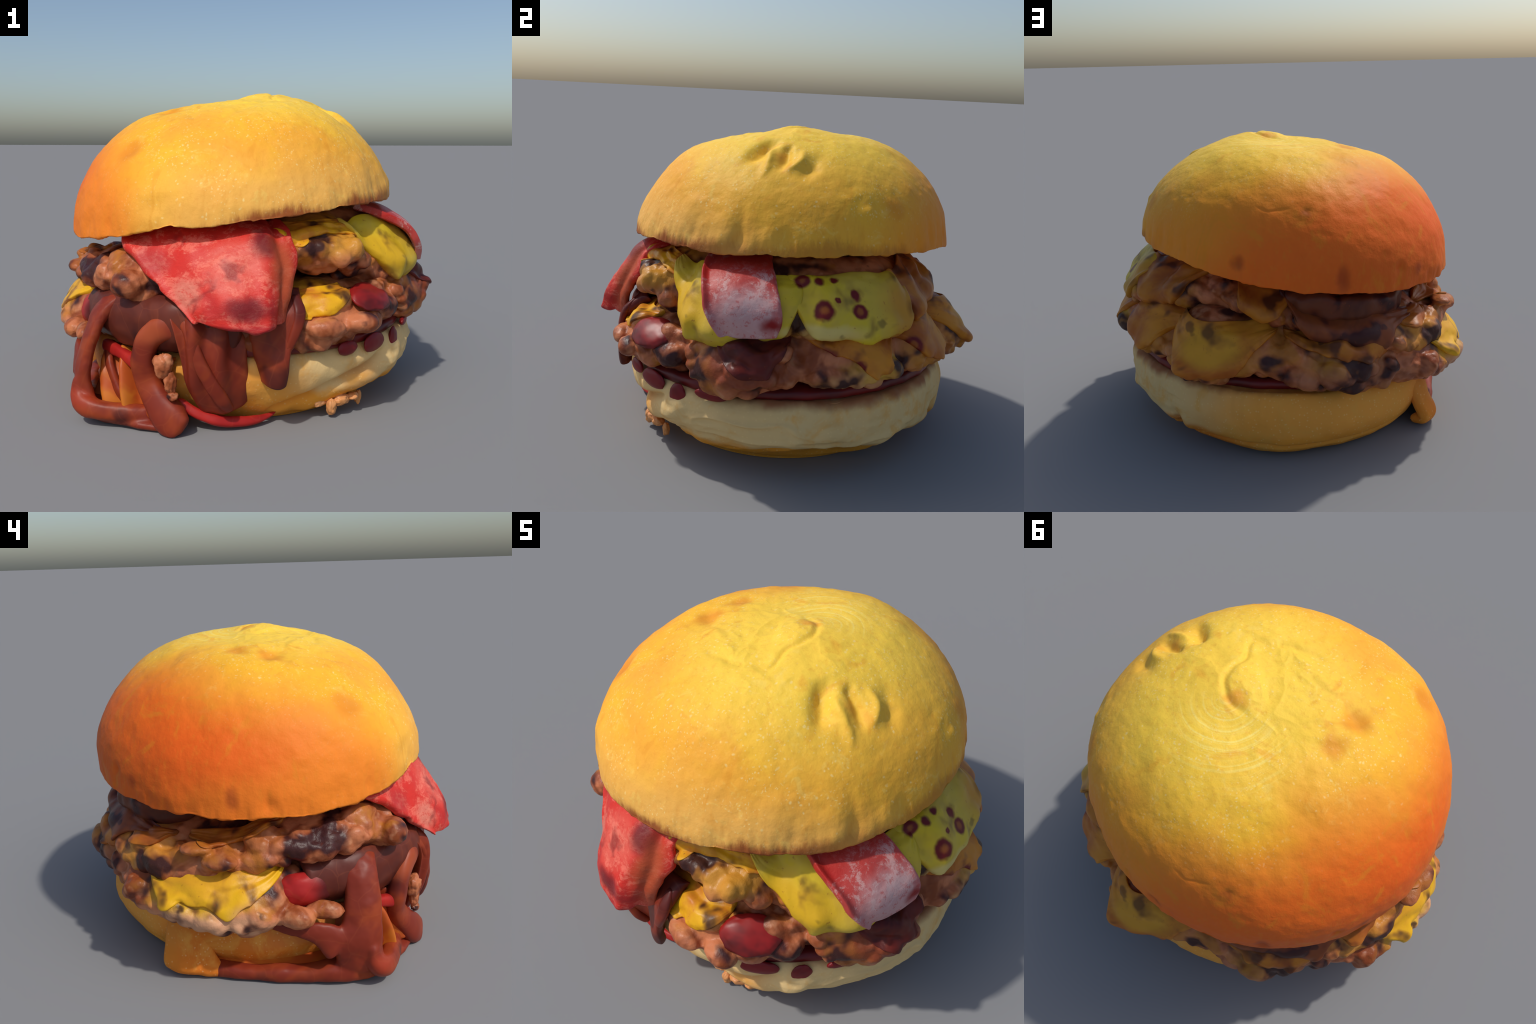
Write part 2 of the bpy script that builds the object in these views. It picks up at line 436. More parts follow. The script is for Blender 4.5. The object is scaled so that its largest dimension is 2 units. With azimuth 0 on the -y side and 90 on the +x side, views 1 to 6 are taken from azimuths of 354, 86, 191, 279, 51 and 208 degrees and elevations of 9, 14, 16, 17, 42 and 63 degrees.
def make_top_bun():
    nu, nv = 720, 300
    az = np.linspace(0, 360, nu, endpoint=False)
    zr = ring([(0, .945), (18, .975), (38, 1.0), (57, 1.003), (81, 1.020), (103, 1.028), (147, 1.002), (168, .96),
               (186, .912), (208, .876), (236, .838), (272, .822), (297, .834), (315, .86), (336, .915)])(az)
    keys = sorted(BUN_RHO)
    cols = np.stack([ring([(k, BUN_RHO[k][j]) for k in keys])(az) for j in range(7)], 1)      # (nu, 7)
    el0 = np.degrees(np.arcsin((zr - BUN_C[2]) / .82))
    el_keys = np.array(BUN_EL, float)
    s = np.linspace(0, 1, nv)
    split = 0.20                                   # share of the profile spent on the cut underside
    P = np.zeros((nu, nv, 3))
    for i in range(nu):
        el = el0[i] + (90 - el0[i]) * np.clip((s - split) / (1 - split), 0, 1)
        k = catmull(np.stack([el_keys, cols[i]], 1), 121)
        rho = np.interp(el, k[:, 0], k[:, 1])
        r, z = rho * cos(np.radians(el)), rho * sin(np.radians(el))
        j = int(np.searchsorted(s, split))
        u = np.clip(s[:j] / split, 0, 1)
        # underside: flat, then a thin lip turning down to the rim
        r[:j] = (r[j] - .006) * u
        z[:j] = (.045) * (1 - u ** 6) + (z[j] - .004) * u ** 1.5
        P[i, :, 0] = BUN_C[0] + r * sin(math.radians(az[i])); P[i, :, 1] = BUN_C[1] - r * cos(math.radians(az[i]))
        P[i, :, 2] = BUN_C[2] + z
    N = grid_normals(P, wrap_u=True)
    k = nv // 2
    if np.mean(np.sum(N[:, k] * (P[:, k] - BUN_C), 1)) < 0: N = -N
    Q = P.reshape(-1, 3); NN = N.reshape(-1, 3)
    st = np.tile(s, nu); azd = np.repeat(az, nv); h = Q[:, 2] - np.repeat(zr, nv)
    top = smooth(split, split + .05, st)
    D = top * (0.006 * noise(Q, 3.0, 1, 2) + 0.005 * noise(Q, 9, 2, 2) + .0018 * noise(Q, 26, 3, 2))
    def dent(c, rad, depth, axis=None, aspect=1.0):
        c = Q[np.argmin(np.sum((Q - np.array(c)) ** 2, 1) + 9 * (1 - top))]        # sit it on the crust
        d = Q - c
        if axis is not None:
            ax = np.array(axis, float); ax /= np.linalg.norm(ax)
            d = d - np.outer(d @ ax, ax) * (1 - 1 / aspect)
        return -depth * np.exp(-(np.linalg.norm(d, axis=1) / rad) ** 2)
    def groove(pts, width, depth):
        """A crease (or, with negative depth, a ridge) along a polyline, fading out at both ends."""
        C = catmull([Q[np.argmin(np.sum((Q - np.array(p)) ** 2, 1) + 9 * (1 - top))] for p in pts], 140)
        fade = np.sqrt(sin(np.linspace(.06, math.pi - .06, 140)))
        best = np.zeros(len(Q)); near = np.linalg.norm(Q - C.mean(0), axis=1) < .6
        W = Q[near] + .010 * np.stack([noise(Q[near], 14, 41, 2), noise(Q[near], 14, 42, 2), 0 * Q[near][:, 0]], 1)
        v = np.zeros(len(W))
        for c, k in zip(C, fade): v = np.maximum(v, k * np.exp(-np.sum((W - c) ** 2, 1) / width ** 2))
        best[near] = v
        return -depth * best
    # sunken star-shaped pucker on the right shoulder: slanting hollows with ridges between
    D += groove([(.38, -.10, 1.46), (.41, -.15, 1.43), (.46, -.21, 1.37)], .034, .042)
    D += groove([(.43, -.115, 1.43), (.49, -.13, 1.39), (.57, -.16, 1.33)], .022, -.016)
    D += groove([(.43, -.04, 1.44), (.48, -.05, 1.41), (.55, -.08, 1.36)], .024, .030)
    D += groove([(.49, .03, 1.43), (.54, .0, 1.39), (.57, -.05, 1.36)], .022, -.018)
    D += groove([(.52, .08, 1.42), (.57, .06, 1.38), (.61, .02, 1.34)], .028, .014)
    # crown: low swelling, curling crease and pits
    D += dent((.14, .06, 1.52), .13, -.012)
    D += groove([(.02, .13, 1.52), (.10, .115, 1.52), (.165, .05, 1.53), (.17, -.04, 1.52), (.155, -.10, 1.5), (.18, -.18, 1.48), (.15, -.24, 1.47)], .015, .011)
    D += groove([(.17, -.10, 1.49), (.10, -.22, 1.48), (-.02, -.27, 1.47), (-.12, -.27, 1.46)], .022, .008)
    D += groove([(.12, -.20, 1.49), (.03, -.33, 1.46), (-.06, -.40, 1.44)], .028, .008)
    D += groove([(-.20, -.22, 1.46), (-.27, -.34, 1.43), (-.25, -.48, 1.38)], .022, .008)
    D += groove([(-.02, -.40, 1.46), (-.14, -.48, 1.42), (-.2, -.60, 1.34)], .03, .007)
    D += groove([(-.12, -.18, 1.47), (-.22, -.16, 1.46), (-.30, -.22, 1.44)], .020, -.006)
    D += dent((.24, -.05, 1.5), .06, .010)
    D += dent((-.36, -.09, 1.43), .040, .018, (1, -.6, 0), 1.6); D += dent((-.33, .08, 1.44), .040, .010, (1, .8, 0), 1.8)
    D += dent((-.547, -.44, 1.246), .045, .012); D += dent((-.52, -.52, 1.18), .06, -.008)
    D += dent((-.226, .73, 1.25), .020, .006); D += dent((.70, .30, 1.22), .022, -.008)
    D += dent((-.40, -.70, 1.00), .06, .012, (1, .2, -.4), 2.0)
    D += groove([(-.14, .74, 1.26), (-.05, .76, 1.25), (.02, .75, 1.27)], .007, .003)
    # slack skin: fine ridges across the crown
    ridge = 1 - np.abs(noise(Q * [1, 1, .6] + .05 * noise(Q, 4, 61, 2)[:, None], 7, 62, 3))
    D += top * .006 * (ridge ** 3 - .4) * np.exp(-np.sum(((Q - [-.05, -.15, 1.5]) / [.5, .42, .35]) ** 2, 1))
    # puckers climbing up from the rim
    for a0, wd, dp, up in ((52, 1.6, .010, .10), (63, 3.5, -.016, .14), (69, 2.0, .024, .13), (78, 4.0, -.016, .12), (85, 1.8, .014, .09),
                           (100, 1.2, .008, .10), (108, 1.2, .008, .10), (122, 1.6, .010, .09), (130, 1.4, .010, .1), (139, 1.4, .012, .1), (146, 1.4, .012, .1),
                           (153, 1.3, .012, .1), (162, 1.4, .012, .1), (172, 2, .012, .08), (178, 2, .014, .07), (206, 1.6, .030, .08), (217, 2.5, .010, .06),
                           (226, 2.2, .016, .05), (243, 1.8, .022, .05), (262, 3, .010, .05), (280, 1.8, .030, .08),
                           (300, 2.5, .018, .06), (312, 1.8, .016, .09), (320, 1.6, .014, .08), (334, 2, .010, .06), (349, 2, .006, .06)):
        da = (azd - a0 + 180) % 360 - 180
        D -= top * dp * np.exp(-(da / wd) ** 2) * np.exp(-(np.maximum(h, 0) / up) ** 2)
    low = np.exp(-(np.maximum(h, 0) / 0.09) ** 2) * smooth(split - .04, split + .01, st)
    D += low * 0.012 * noise(np.stack([azd * 0.22, h * 3, h * 0], 1), 1.0, 5, 3)
    D += dent((-.66, .62, .96), .025, .014) + dent((.10, .90, 1.0), .025, .010)
    Q = Q + NN * D[:, None]
    # wavy cut edge
    Q[:, 2] += low * .014 * noise(np.stack([azd * .15, azd * 0, azd * 0], 1), 1, 8, 3)
    ob = add("top_bun", Q, grid_faces(nu, nv, wrap_u=True), M_TOP)
    fix_normals(ob)
    return ob

# ------------------------------------------------------------------ bottom bun
def make_bottom_bun():
    nu, nv = 600, 200
    az = np.linspace(0, 360, nu, endpoint=False)
    R = ring([(0, .80), (20, .81), (45, .86), (70, .895), (95, .915), (115, .925), (140, .905), (160, .888), (200, .85), (235, .832),
              (265, .81), (300, .78), (330, .77)])(az)
    zt = ring([(0, .345), (45, .36), (90, .385), (120, .40), (150, .39), (190, .36), (230, .34), (280, .31), (320, .32)])(az)
    zwid = ring([(0, .26), (60, .29), (115, .29), (180, .24), (250, .22), (300, .22)])(az)
    Rb = ring([(0, .64), (30, .64), (60, .67), (95, .675), (120, .67), (150, .64), (180, .67), (210, .68), (240, .67), (270, .64), (300, .60), (330, .60)])(az)
    s = np.linspace(0, 1, nv)[None]
    a = np.radians(az)[:, None]
    R, zt, zwid, Rb = (x[:, None] for x in (R, zt, zwid, Rb))
    # base disc (0..0.18), rounded foot (0.18..0.62), upper wall (0.62..0.8), top (0.8..1)
    t1 = np.clip(s / .18, 0, 1); t2 = np.clip((s - .18) / .44, 0, 1)
    t3 = np.clip((s - .62) / .18, 0, 1); t4 = np.clip((s - .8) / .2, 0, 1)
    e = ring([(0, 1.4), (30, 1.8), (60, 1.8), (100, 1.8), (130, 1.35), (165, .9), (230, .9), (300, 1.0)])(az)[:, None]
    kz = ring([(0, .8), (30, .70), (60, .71), (100, .71), (130, .85), (165, .95), (230, .95), (300, .95)])(az)[:, None]
    r2 = Rb + (R - Rb) * sin(t2 * math.pi / 2) ** e; z2 = zwid * np.clip(1 - cos(t2 * math.pi / 2), 0, 1) ** kz
    r3 = R - 0.05 * (1 - cos(t3 * math.pi / 2)); z3 = zwid + (zt - zwid) * sin(t3 * math.pi / 2)
    r4 = (R - .05) * (1 - t4); z4 = zt + 0.02 * smooth(0, .3, t4)
    r = np.where(s < .18, Rb * t1, np.where(s < .62, r2, np.where(s < .8, r3, r4)))
    z = np.where(s < .18, 0.0, np.where(s < .62, z2, np.where(s < .8, z3, z4)))
    P = np.stack([r * sin(a), -r * cos(a), z + 0 * a], -1)
    N = grid_normals(P, wrap_u=True)
    k = int(nv * .6)
    if np.mean(np.sum(N[:, k] * P[:, k], 1)) < 0: N = -N
    Q = P.reshape(-1, 3); NN = N.reshape(-1, 3)
    azd = np.repeat(az, nv); zz = Q[:, 2]
    wall = smooth(.22, .32, np.tile(s[0], nu)) * (1 - smooth(.78, .84, np.tile(s[0], nu)))
    D = wall * (0.018 * noise(Q, 3.2, 21, 2) + 0.007 * noise(Q, 9, 22, 2))
    def band(a0, a1, soft=8):
        d = (azd - a0) % 360; w = (a1 - a0) % 360
        return smooth(0, soft, d) * (1 - smooth(w - soft, w, d)) * (d <= w)
    # folds: a seam line low on the back, a tucked band on the right, a slanting fold in front
    seam = 0.085 + 0.015 * sin(np.radians(azd * 3))
    D -= wall * band(150, 238) * 0.022 * np.exp(-((zz - seam) / .012) ** 2)
    tuck = 0.10 + 0.03 * sin(np.radians(azd * 4 + 40)) + .02 * sin(np.radians(azd * 9))
    D -= wall * band(60, 150) * 0.030 * np.exp(-((zz - tuck) / .022) ** 2)
    D += wall * band(55, 160) * 0.022 * np.exp(-((zz - tuck - .085) / .06) ** 2)
    slant = 0.06 + (((azd + 180) % 360) - 180 - 5) * 0.0055
    D -= wall * band(2, 52) * 0.040 * np.exp(-((zz - slant) / .022) ** 2)
    D += wall * band(14, 60) * 0.028 * np.exp(-((zz - slant + .075) / .05) ** 2)
    # slack horizontal creases on the soft front and right wall
    cr = 1 - np.abs(noise(np.stack([azd * .035, zz * 11 + .4 * noise(Q, 4, 33, 2), zz * 0], 1), 1.0, 34, 3))
    D += wall * band(20, 160, 20) * .022 * (cr ** 3 - .35) * (1 - smooth(.27, .33, zz))
    # vertical wrinkles of the upper band
    wr = noise(np.stack([azd * 0.30, zz * 4, zz * 0], 1), 1.0, 31, 2)
    D += wall * smooth(.16, .28, zz) * band(70, 200, 20) * 0.012 * wr
    for a0, wd, dp in ((47, 3.0, .035), (149, 2.5, .035), (104, 2, .008), (128, 2, .008)):
        da = (azd - a0 + 180) % 360 - 180
        D -= wall * dp * np.exp(-(da / wd) ** 2) * (1 - smooth(.14, .24, zz))
    Q = Q + NN * D[:, None]
    Q[:, 2] = np.maximum(Q[:, 2], 0)
    ob = add("bottom_bun", Q, grid_faces(nu, nv, wrap_u=True), M_BOT)
    fix_normals(ob)
    return ob

# ------------------------------------------------------------------ patties
class Patty:
    def __init__(self, R, zt, zb, crown, bulge):
        self.R, self.zt, self.zb = ring(R), ring(zt), ring(zb)
        self.crown, self.bulge = crown, bulge

LOW = Patty(
    R=[(0, .83), (16, .87), (25, .91), (38, .90), (47, .905), (55, .90), (64, .98), (75, 1.02), (84, .99), (91, .965), (100, .99), (112, 1.01), (122, .98), (135, .99), (147, .95), (160, 1.04), (172, .93),
       (190, .90), (207, .96), (218, .94), (228, .98), (243, 1.01), (265, 1.01), (278, .96), (288, .84), (300, .78), (330, .76)],
    zt=[(0, .62), (20, .64), (45, .66), (70, .71), (95, .74), (120, .76), (140, .77), (160, .75), (186, .72), (215, .66), (244, .61), (280, .60), (310, .58), (335, .60)],
    zb=[(16, .345), (27, .375), (45, .41), (57, .43), (75, .42), (92, .47), (111, .455), (124, .47), (145, .465), (159, .43), (178, .46), (199, .40),
        (223, .36), (241, .33), (254, .31), (274, .29), (290, .32), (320, .34), (350, .34)], crown=.68, bulge=1.65)
UP = Patty(
    R=[(0, .77), (15, .78), (31, .83), (40, .84), (50, .84), (60, .90), (68, .94), (78, .925), (86, .91), (95, .93), (108, .925), (120, .945), (130, .915), (138, .86), (148, .81), (165, .785),
       (180, .82), (200, .85), (215, .87), (228, .94), (238, .975), (247, .945), (256, .905), (262, .915), (280, .885), (300, .89), (315, .90), (328, .84), (345, .76)],
    zt=[(0, .93), (16, .94), (36, .95), (71, .96), (100, .975), (134, .98), (162, .95), (190, .87), (215, .78), (240, .73), (265, .75), (290, .80), (311, .83), (335, .88)],
    zb=[(1, .73), (23, .72), (36, .70), (45, .63), (59, .60), (68, .61), (76, .66), (85, .665), (95, .655), (117, .64), (130, .685), (145, .73), (162, .76), (181, .72), (199, .64),
        (215, .57), (224, .53), (248, .46), (255, .47), (262, .51), (275, .55), (291, .60), (322, .58), (340, .60)], crown=.93, bulge=1.4)

def ico(sub=2):
    import bmesh
    bm = bmesh.new(); bmesh.ops.create_icosphere(bm, subdivisions=sub, radius=1)
    V = np.array([v.co[:] for v in bm.verts]); F = np.array([[v.index for v in f.verts] for f in bm.faces])
    bm.free(); return V, F
ICO_V, ICO_F = ico(2)

EDGE = .27
def patty_rim(p, az, phi, inset=.04):
    """Point of the patty's outline for an azimuth (degrees) and an angle round its edge
    (90 = crown side, 0 = outermost, -90 = underside): a long slope above, a crisp foot below."""
    zt, zb, R = p.zt(az), p.zb(az), p.R(az) - inset
    H = zt - zb; zc = zb + .34 * H
    n = np.where(phi > 0, p.bulge, 2.6)
    c = np.abs(cos(phi)) ** (2 / n); q = np.abs(sin(phi)) ** (2 / n)
    return R - EDGE + EDGE * c, zc + np.where(phi > 0, .66 * H * q, -.34 * H * q)

def make_patty(p, seed, lumps, calm=(), notches=()):
    """A smashed slab overgrown at its foot with nodules of ground meat, fused by a voxel remesh.
    calm: azimuth ranges with fewer nodules (under the melted cheese); notches: (azimuth, width, depth) splits."""
    g = np.random.default_rng(seed)
    nu, nv = 360, 70
    az = np.linspace(0, 360, nu, endpoint=False)
    t = np.linspace(0, 1, nv)[None]
    phi = (np.clip((t - .22) / .56, 0, 1) * math.pi) - math.pi / 2
    r, z = patty_rim(p, az[:, None], phi + 0 * az[:, None])
    cz = float(np.mean(p.zb(az)))
    k = np.clip(t / .22, 0, 1); r = np.where(t < .22, r * k, r); z = np.where(t < .22, cz + (z - cz) * k, z)
    k = np.clip((1 - t) / .22, 0, 1); r = np.where(t > .78, r * k, r); z = np.where(t > .78, p.crown + (z - p.crown) * k, z)
    out = smooth(.45, .8, r)
    for a0, w, d in notches:
        da = (az - a0 + 180) % 360 - 180
        r = r - d * np.exp(-(da / w) ** 2)[:, None] * out
    a = np.radians(az)[:, None]
    P = np.stack([r * sin(a), -r * cos(a), z], -1)
    fl = P.reshape(-1, 3)
    w = (.022 * noise(fl, 5, seed, 2)).reshape(nu, nv) * out
    P[..., 0] += w * sin(a); P[..., 1] -= w * cos(a); P[..., 2] += w * .5
    VV = [P.reshape(-1, 3)]; FF = [[tuple(q) for q in grid_faces(nu, nv, wrap_u=True)]]
    base = nu * nv
    for i in range(lumps):
        az0 = g.uniform(0, 360)
        c = any((az0 - a0) % 360 < (a1 - a0) % 360 for a0, a1 in calm)
        hi = 2 if c else 38
        ph = math.radians(g.triangular(-80, -12, hi) if c else g.uniform(-80, hi))
        size = g.choice([.022, .032, .045, .06], p=[.25, .35, .28, .12]) * g.uniform(.85, 1.2)
        if c and size > .045: size *= .75
        nd = sum(d * math.exp(-(((az0 - a0 + 180) % 360 - 180) / w) ** 2) for a0, w, d in notches)
        rr, zc = patty_rim(p, az0, np.float64(ph), .04)
        rr = float(rr) - size * .25 - nd; zc = float(zc)
        ax = size * np.array([g.uniform(.8, 1.1), g.uniform(.9, 1.6), g.uniform(.75, 1.05)])
        V = ICO_V * ax
        tw = g.uniform(-.7, .7)
        V = V @ np.array([[1, 0, 0], [0, math.cos(tw), -math.sin(tw)], [0, math.sin(tw), math.cos(tw)]]).T
        aa = math.radians(az0); er = np.array([math.sin(aa), -math.cos(aa), 0]); et = np.array([math.cos(aa), math.sin(aa), 0])
        V = V[:, :1] * er + V[:, 1:2] * et + V[:, 2:] * np.array([0, 0, 1]) + er * rr + np.array([0, 0, zc])
        VV.append(V); FF.append([tuple(q) for q in (ICO_F + base)]); base += len(V)
    return np.concatenate(VV), [f for F in FF for f in F]

def nodule(V, F, c, ax, sub=None):
    """Append one ellipsoid to raw lists."""
    base = len(V)
    return np.concatenate([V, ICO_V * np.array(ax) + np.array(c)]), F + [tuple(q) for q in (ICO_F + base)]

def fuse(name, V, F, mat, voxel=.009, smooth_it=3, amp=.006, seed=3):
    ob = add(name, V, F, mat)
    fix_normals(ob)
    md = ob.modifiers.new("r", 'REMESH'); md.mode = 'VOXEL'; md.voxel_size = voxel
    sm = ob.modifiers.new("s", 'SMOOTH'); sm.factor = .5; sm.iterations = smooth_it
    bake(ob)
    W, N = arrays(ob)
    W = W + N * (amp * noise(W, 22, seed, 2) + amp * .9 * noise(W, 9, seed + 5, 1))[:, None]
    put(ob, W)
    return ob

def bvh_of(*obs):
    V = []; F = []; b = 0
    for ob in obs:
        W, _ = arrays(ob)
        V += [tuple(w) for w in W]
        F += [tuple(i + b for i in q.vertices) for q in ob.data.polygons]
        b += len(W)
    return BVHTree.FromPolygons(V, F)

def blur(A, k, axis):
    if k < 1: return A
    x = np.arange(-2 * k, 2 * k + 1); w = np.exp(-(x / k) ** 2); w /= w.sum()
    pad = [(0, 0)] * A.ndim; pad[axis] = (2 * k, 2 * k)
    B = np.pad(A, pad, mode='edge')
    return sum(w[i] * np.take(B, np.arange(i, i + A.shape[axis]), axis=axis) for i in range(len(x)))

def drape(name, bvh, p, mat, a0, a1, border, top=80, thick=.025, soften=4, seed=1, rag=4.0, side_taper=5.0, nv=70, inset=.2, lift=0.0, wave=0.0):
    """A melted layer lying over the edge of a patty. Its rows run round the edge from angle
    `top` (degrees above horizontal) down to border(azimuth); its thickness rolls off at the rim."""
    span = a1 - a0
    nu = max(24, int(span * 1.6))
    az = np.linspace(a0, a1, nu)
    lo = border(az) + rag * noise(np.stack([az * .16, az * 0, az * 0], 1), 1, seed, 3)
    # pull the border up towards both ends so the sheet has rounded corners
    endd = np.minimum(az - a0, a1 - az) / side_taper
    lo = lo + (1 - np.sqrt(np.clip(1 - (1 - np.clip(endd, 0, 1)) ** 2, 0, 1))) * (top - lo) * .8
    t = np.linspace(0, 1, nv)
    PH = np.radians(top + (lo[:, None] - top) * t[None])
    A = np.radians(az)[:, None] + 0 * PH
    Rc = (p.R(az) - inset)[:, None]; zc = ((p.zt(az) + p.zb(az)) / 2)[:, None] + 0 * PH
    C = np.stack([Rc * sin(A), -Rc * cos(A), zc], -1)
    Dv = np.stack([cos(PH) * sin(A), -cos(PH) * cos(A), sin(PH)], -1)
    rho = np.zeros(PH.shape)
    for i in range(nu):
        for j in range(nv):
            o = C[i, j] + Dv[i, j] * .6
            h = bvh.ray_cast(Vector(o), Vector(-Dv[i, j]), .6)
            rho[i, j] = .6 - h[3] if h[0] is not None else np.nan
    m = np.nanmedian(rho); rho = np.where(np.isnan(rho), m, rho)
    hi = rho.copy()
    for _ in range(soften):
        q = hi.copy()
        q[1:] = np.maximum(q[1:], hi[:-1]); q[:-1] = np.maximum(q[:-1], hi[1:])
        q[:, 1:] = np.maximum(q[:, 1:], hi[:, :-1]); q[:, :-1] = np.maximum(q[:, :-1], hi[:, 1:])
        hi = .5 * hi + .5 * q
    sm = blur(blur(hi, soften, 0), soften, 1)
    # distance to the rim of the sheet in metres, for rounding
    arc = np.abs(np.radians(lo - top))[:, None] * (1 - t[None]) * .25
    side = np.minimum(az - a0, a1 - az)[:, None] * math.pi / 180 * .85
    dist = np.minimum(arc, side)
    prof = np.sqrt(np.clip(1 - (1 - np.clip(dist / (thick * 1.3), 0, 1)) ** 2, 0, 1))
    body = rho + (sm - rho) * smooth(0, .06, dist)
    flat = np.stack([az[:, None] * .12 + 0 * t[None], 0 * az[:, None] + t[None] * 4, 0 * rho], -1).reshape(-1, 3)
    ripple = (noise(flat, 1.0, seed + 9, 2) * .010 + wave * noise(flat * [1.6, .4, 1], 1.0, seed + 4, 1)).reshape(rho.shape)
    outer = body + (thick + lift + ripple) * prof + .002
    inner = np.minimum(rho - .012, outer - .02) + 0.6 * lift * prof
    Po = C + Dv * outer[..., None]; Pi = C + Dv * inner[..., None]
    V = np.concatenate([Po.reshape(-1, 3), Pi.reshape(-1, 3)])
    n = nu * nv
    F = [tuple(q) for q in grid_faces(nu, nv)] + [tuple(q[::-1]) for q in grid_faces(nu, nv, base=n)]
    rimloop = [(i, 0) for i in range(nu)] + [(nu - 1, j) for j in range(1, nv)] + [(i, nv - 1) for i in range(nu - 2, -1, -1)] + [(0, j) for j in range(nv - 2, 0, -1)]
    idx = [i * nv + j for i, j in rimloop]
    for k in range(len(idx)):
        u, v = idx[k], idx[(k + 1) % len(idx)]
        F.append((u, v, v + n, u + n))
    ob = add(name, V, F, mat)
    fix_normals(ob)
    return ob

# ------------------------------------------------------------------ sheets and strands
def sheet(name, rows, mat, thick=.03, nu=120, nv=120, bumps=.008, bump_scale=7, seed=1, ragged=.0, parent=ROOT, ripple=None):
    """A slab with rounded rim through a small grid of control points (rows x columns)."""
    G = np.array(rows, float)
    A = np.stack([catmull(G[:, j], nu) for j in range(G.shape[1])], 1)
    P = np.stack([catmull(A[i], nv) for i in range(nu)], 0)
    N = grid_normals(P)
    flat = P.reshape(-1, 3)
    u = np.linspace(0, 1, nu)[:, None]; v = np.linspace(0, 1, nv)[None]
    if ragged:
        # nibble the rim in the sheet's own plane
        du = grid_dir(P, 0); dv = grid_dir(P, 1)
        k = ragged * noise(flat, 11, seed + 40, 2).reshape(nu, nv)
        ew = np.exp(-np.minimum(u, 1 - u) / .12) + 0 * v; fw = np.exp(-np.minimum(v, 1 - v) / .12) + 0 * u
        P = P + du * (k * ew)[..., None] + dv * (k * fw)[..., None]
    d = bumps * noise(flat, bump_scale, seed, 3).reshape(nu, nv)
    if ripple: d = d + ripple(u, v)
    P = P + N * d[..., None]
    lu = np.linalg.norm(np.diff(P, axis=0), axis=-1).sum(0).mean(); lv = np.linalg.norm(np.diff(P, axis=1), axis=-1).sum(1).mean()
    dist = np.minimum(np.minimum(u, 1 - u) * lu, np.minimum(v, 1 - v) * lv)
    h = thick / 2 * np.sqrt(np.clip(1 - (1 - np.clip(dist / (thick * .6), 0, 1)) ** 2, 0, 1)) + .0008
    V = np.concatenate([(P + N * h[..., None]).reshape(-1, 3), (P - N * h[..., None]).reshape(-1, 3)])
    n = nu * nv
    F = [tuple(q) for q in grid_faces(nu, nv)] + [tuple(q[::-1]) for q in grid_faces(nu, nv, base=n)]
    loop = [i * nv for i in range(nu)] + [(nu - 1) * nv + j for j in range(1, nv)] + [i * nv + nv - 1 for i in range(nu - 2, -1, -1)] + list(range(nv - 2, 0, -1))
    for k in range(len(loop)):
        a, b = loop[k], loop[(k + 1) % len(loop)]
        F.append((a, b, b + n, a + n))
    V[:, 2] = np.maximum(V[:, 2], 0.0015)
    ob = add(name, V, F, mat, parent)
    fix_normals(ob)
    return ob

def grid_dir(P, ax):
    d = np.gradient(P, axis=ax)
    return d / np.maximum(np.linalg.norm(d, axis=-1, keepdims=True), 1e-9)

def strand(name, pts, mat, widths, thicks, seed=1, n=90, m=28, wob=.006, face=None, parent=ROOT, floor=.001, cap=6):
    """A soft flattened band swept along a spine; `face` is the direction its broad side looks to."""
    C = catmull(pts, n)
    w = catmull(np.array(widths, float)[:, None], n)[:, 0]; h = catmull(np.array(thicks, float)[:, None], n)[:, 0]
    T = np.gradient(C, axis=0); T /= np.linalg.norm(T, axis=1, keepdims=True)
    if face is None:
        Fd = C.copy(); Fd[:, 2] = 0
    else:
        Fd = catmull(np.array(face, float), n) if np.ndim(face) == 2 else np.tile(np.array(face, float), (n, 1))
    Fd = Fd - T * np.sum(Fd * T, 1, keepdims=True); Fd /= np.linalg.norm(Fd, axis=1, keepdims=True)
    S = np.cross(T, Fd)
    th = np.linspace(0, TAU, m, endpoint=False)
    cap = np.sqrt(np.clip(1 - (1 - np.clip(np.minimum(np.arange(n), n - 1 - np.arange(n)) / cap, 0, 1)) ** 2, 0.0, 1))
    cap = np.maximum(cap, .02)
    V = C[:, None] + S[:, None] * (np.sign(cos(th)) * np.abs(cos(th)) ** .8)[None, :, None] * (w * cap)[:, None, None] + Fd[:, None] * (np.sign(sin(th)) * np.abs(sin(th)) ** .8)[None, :, None] * (h * cap)[:, None, None]
    V = V.reshape(-1, 3)
    nd = V - np.repeat(C, m, 0); nd /= np.maximum(np.linalg.norm(nd, axis=1, keepdims=True), 1e-6)
    V = V + nd * (wob * noise(V, 9, seed, 2))[:, None]
    V[:, 2] = np.maximum(V[:, 2], floor)
    F = [tuple(q) for q in grid_faces(n, m, wrap_v=True)] + [tuple(range(m))[::-1], tuple(range((n - 1) * m, n * m))]
    ob = add(name, V, F, mat, parent)
    fix_normals(ob)
    return ob

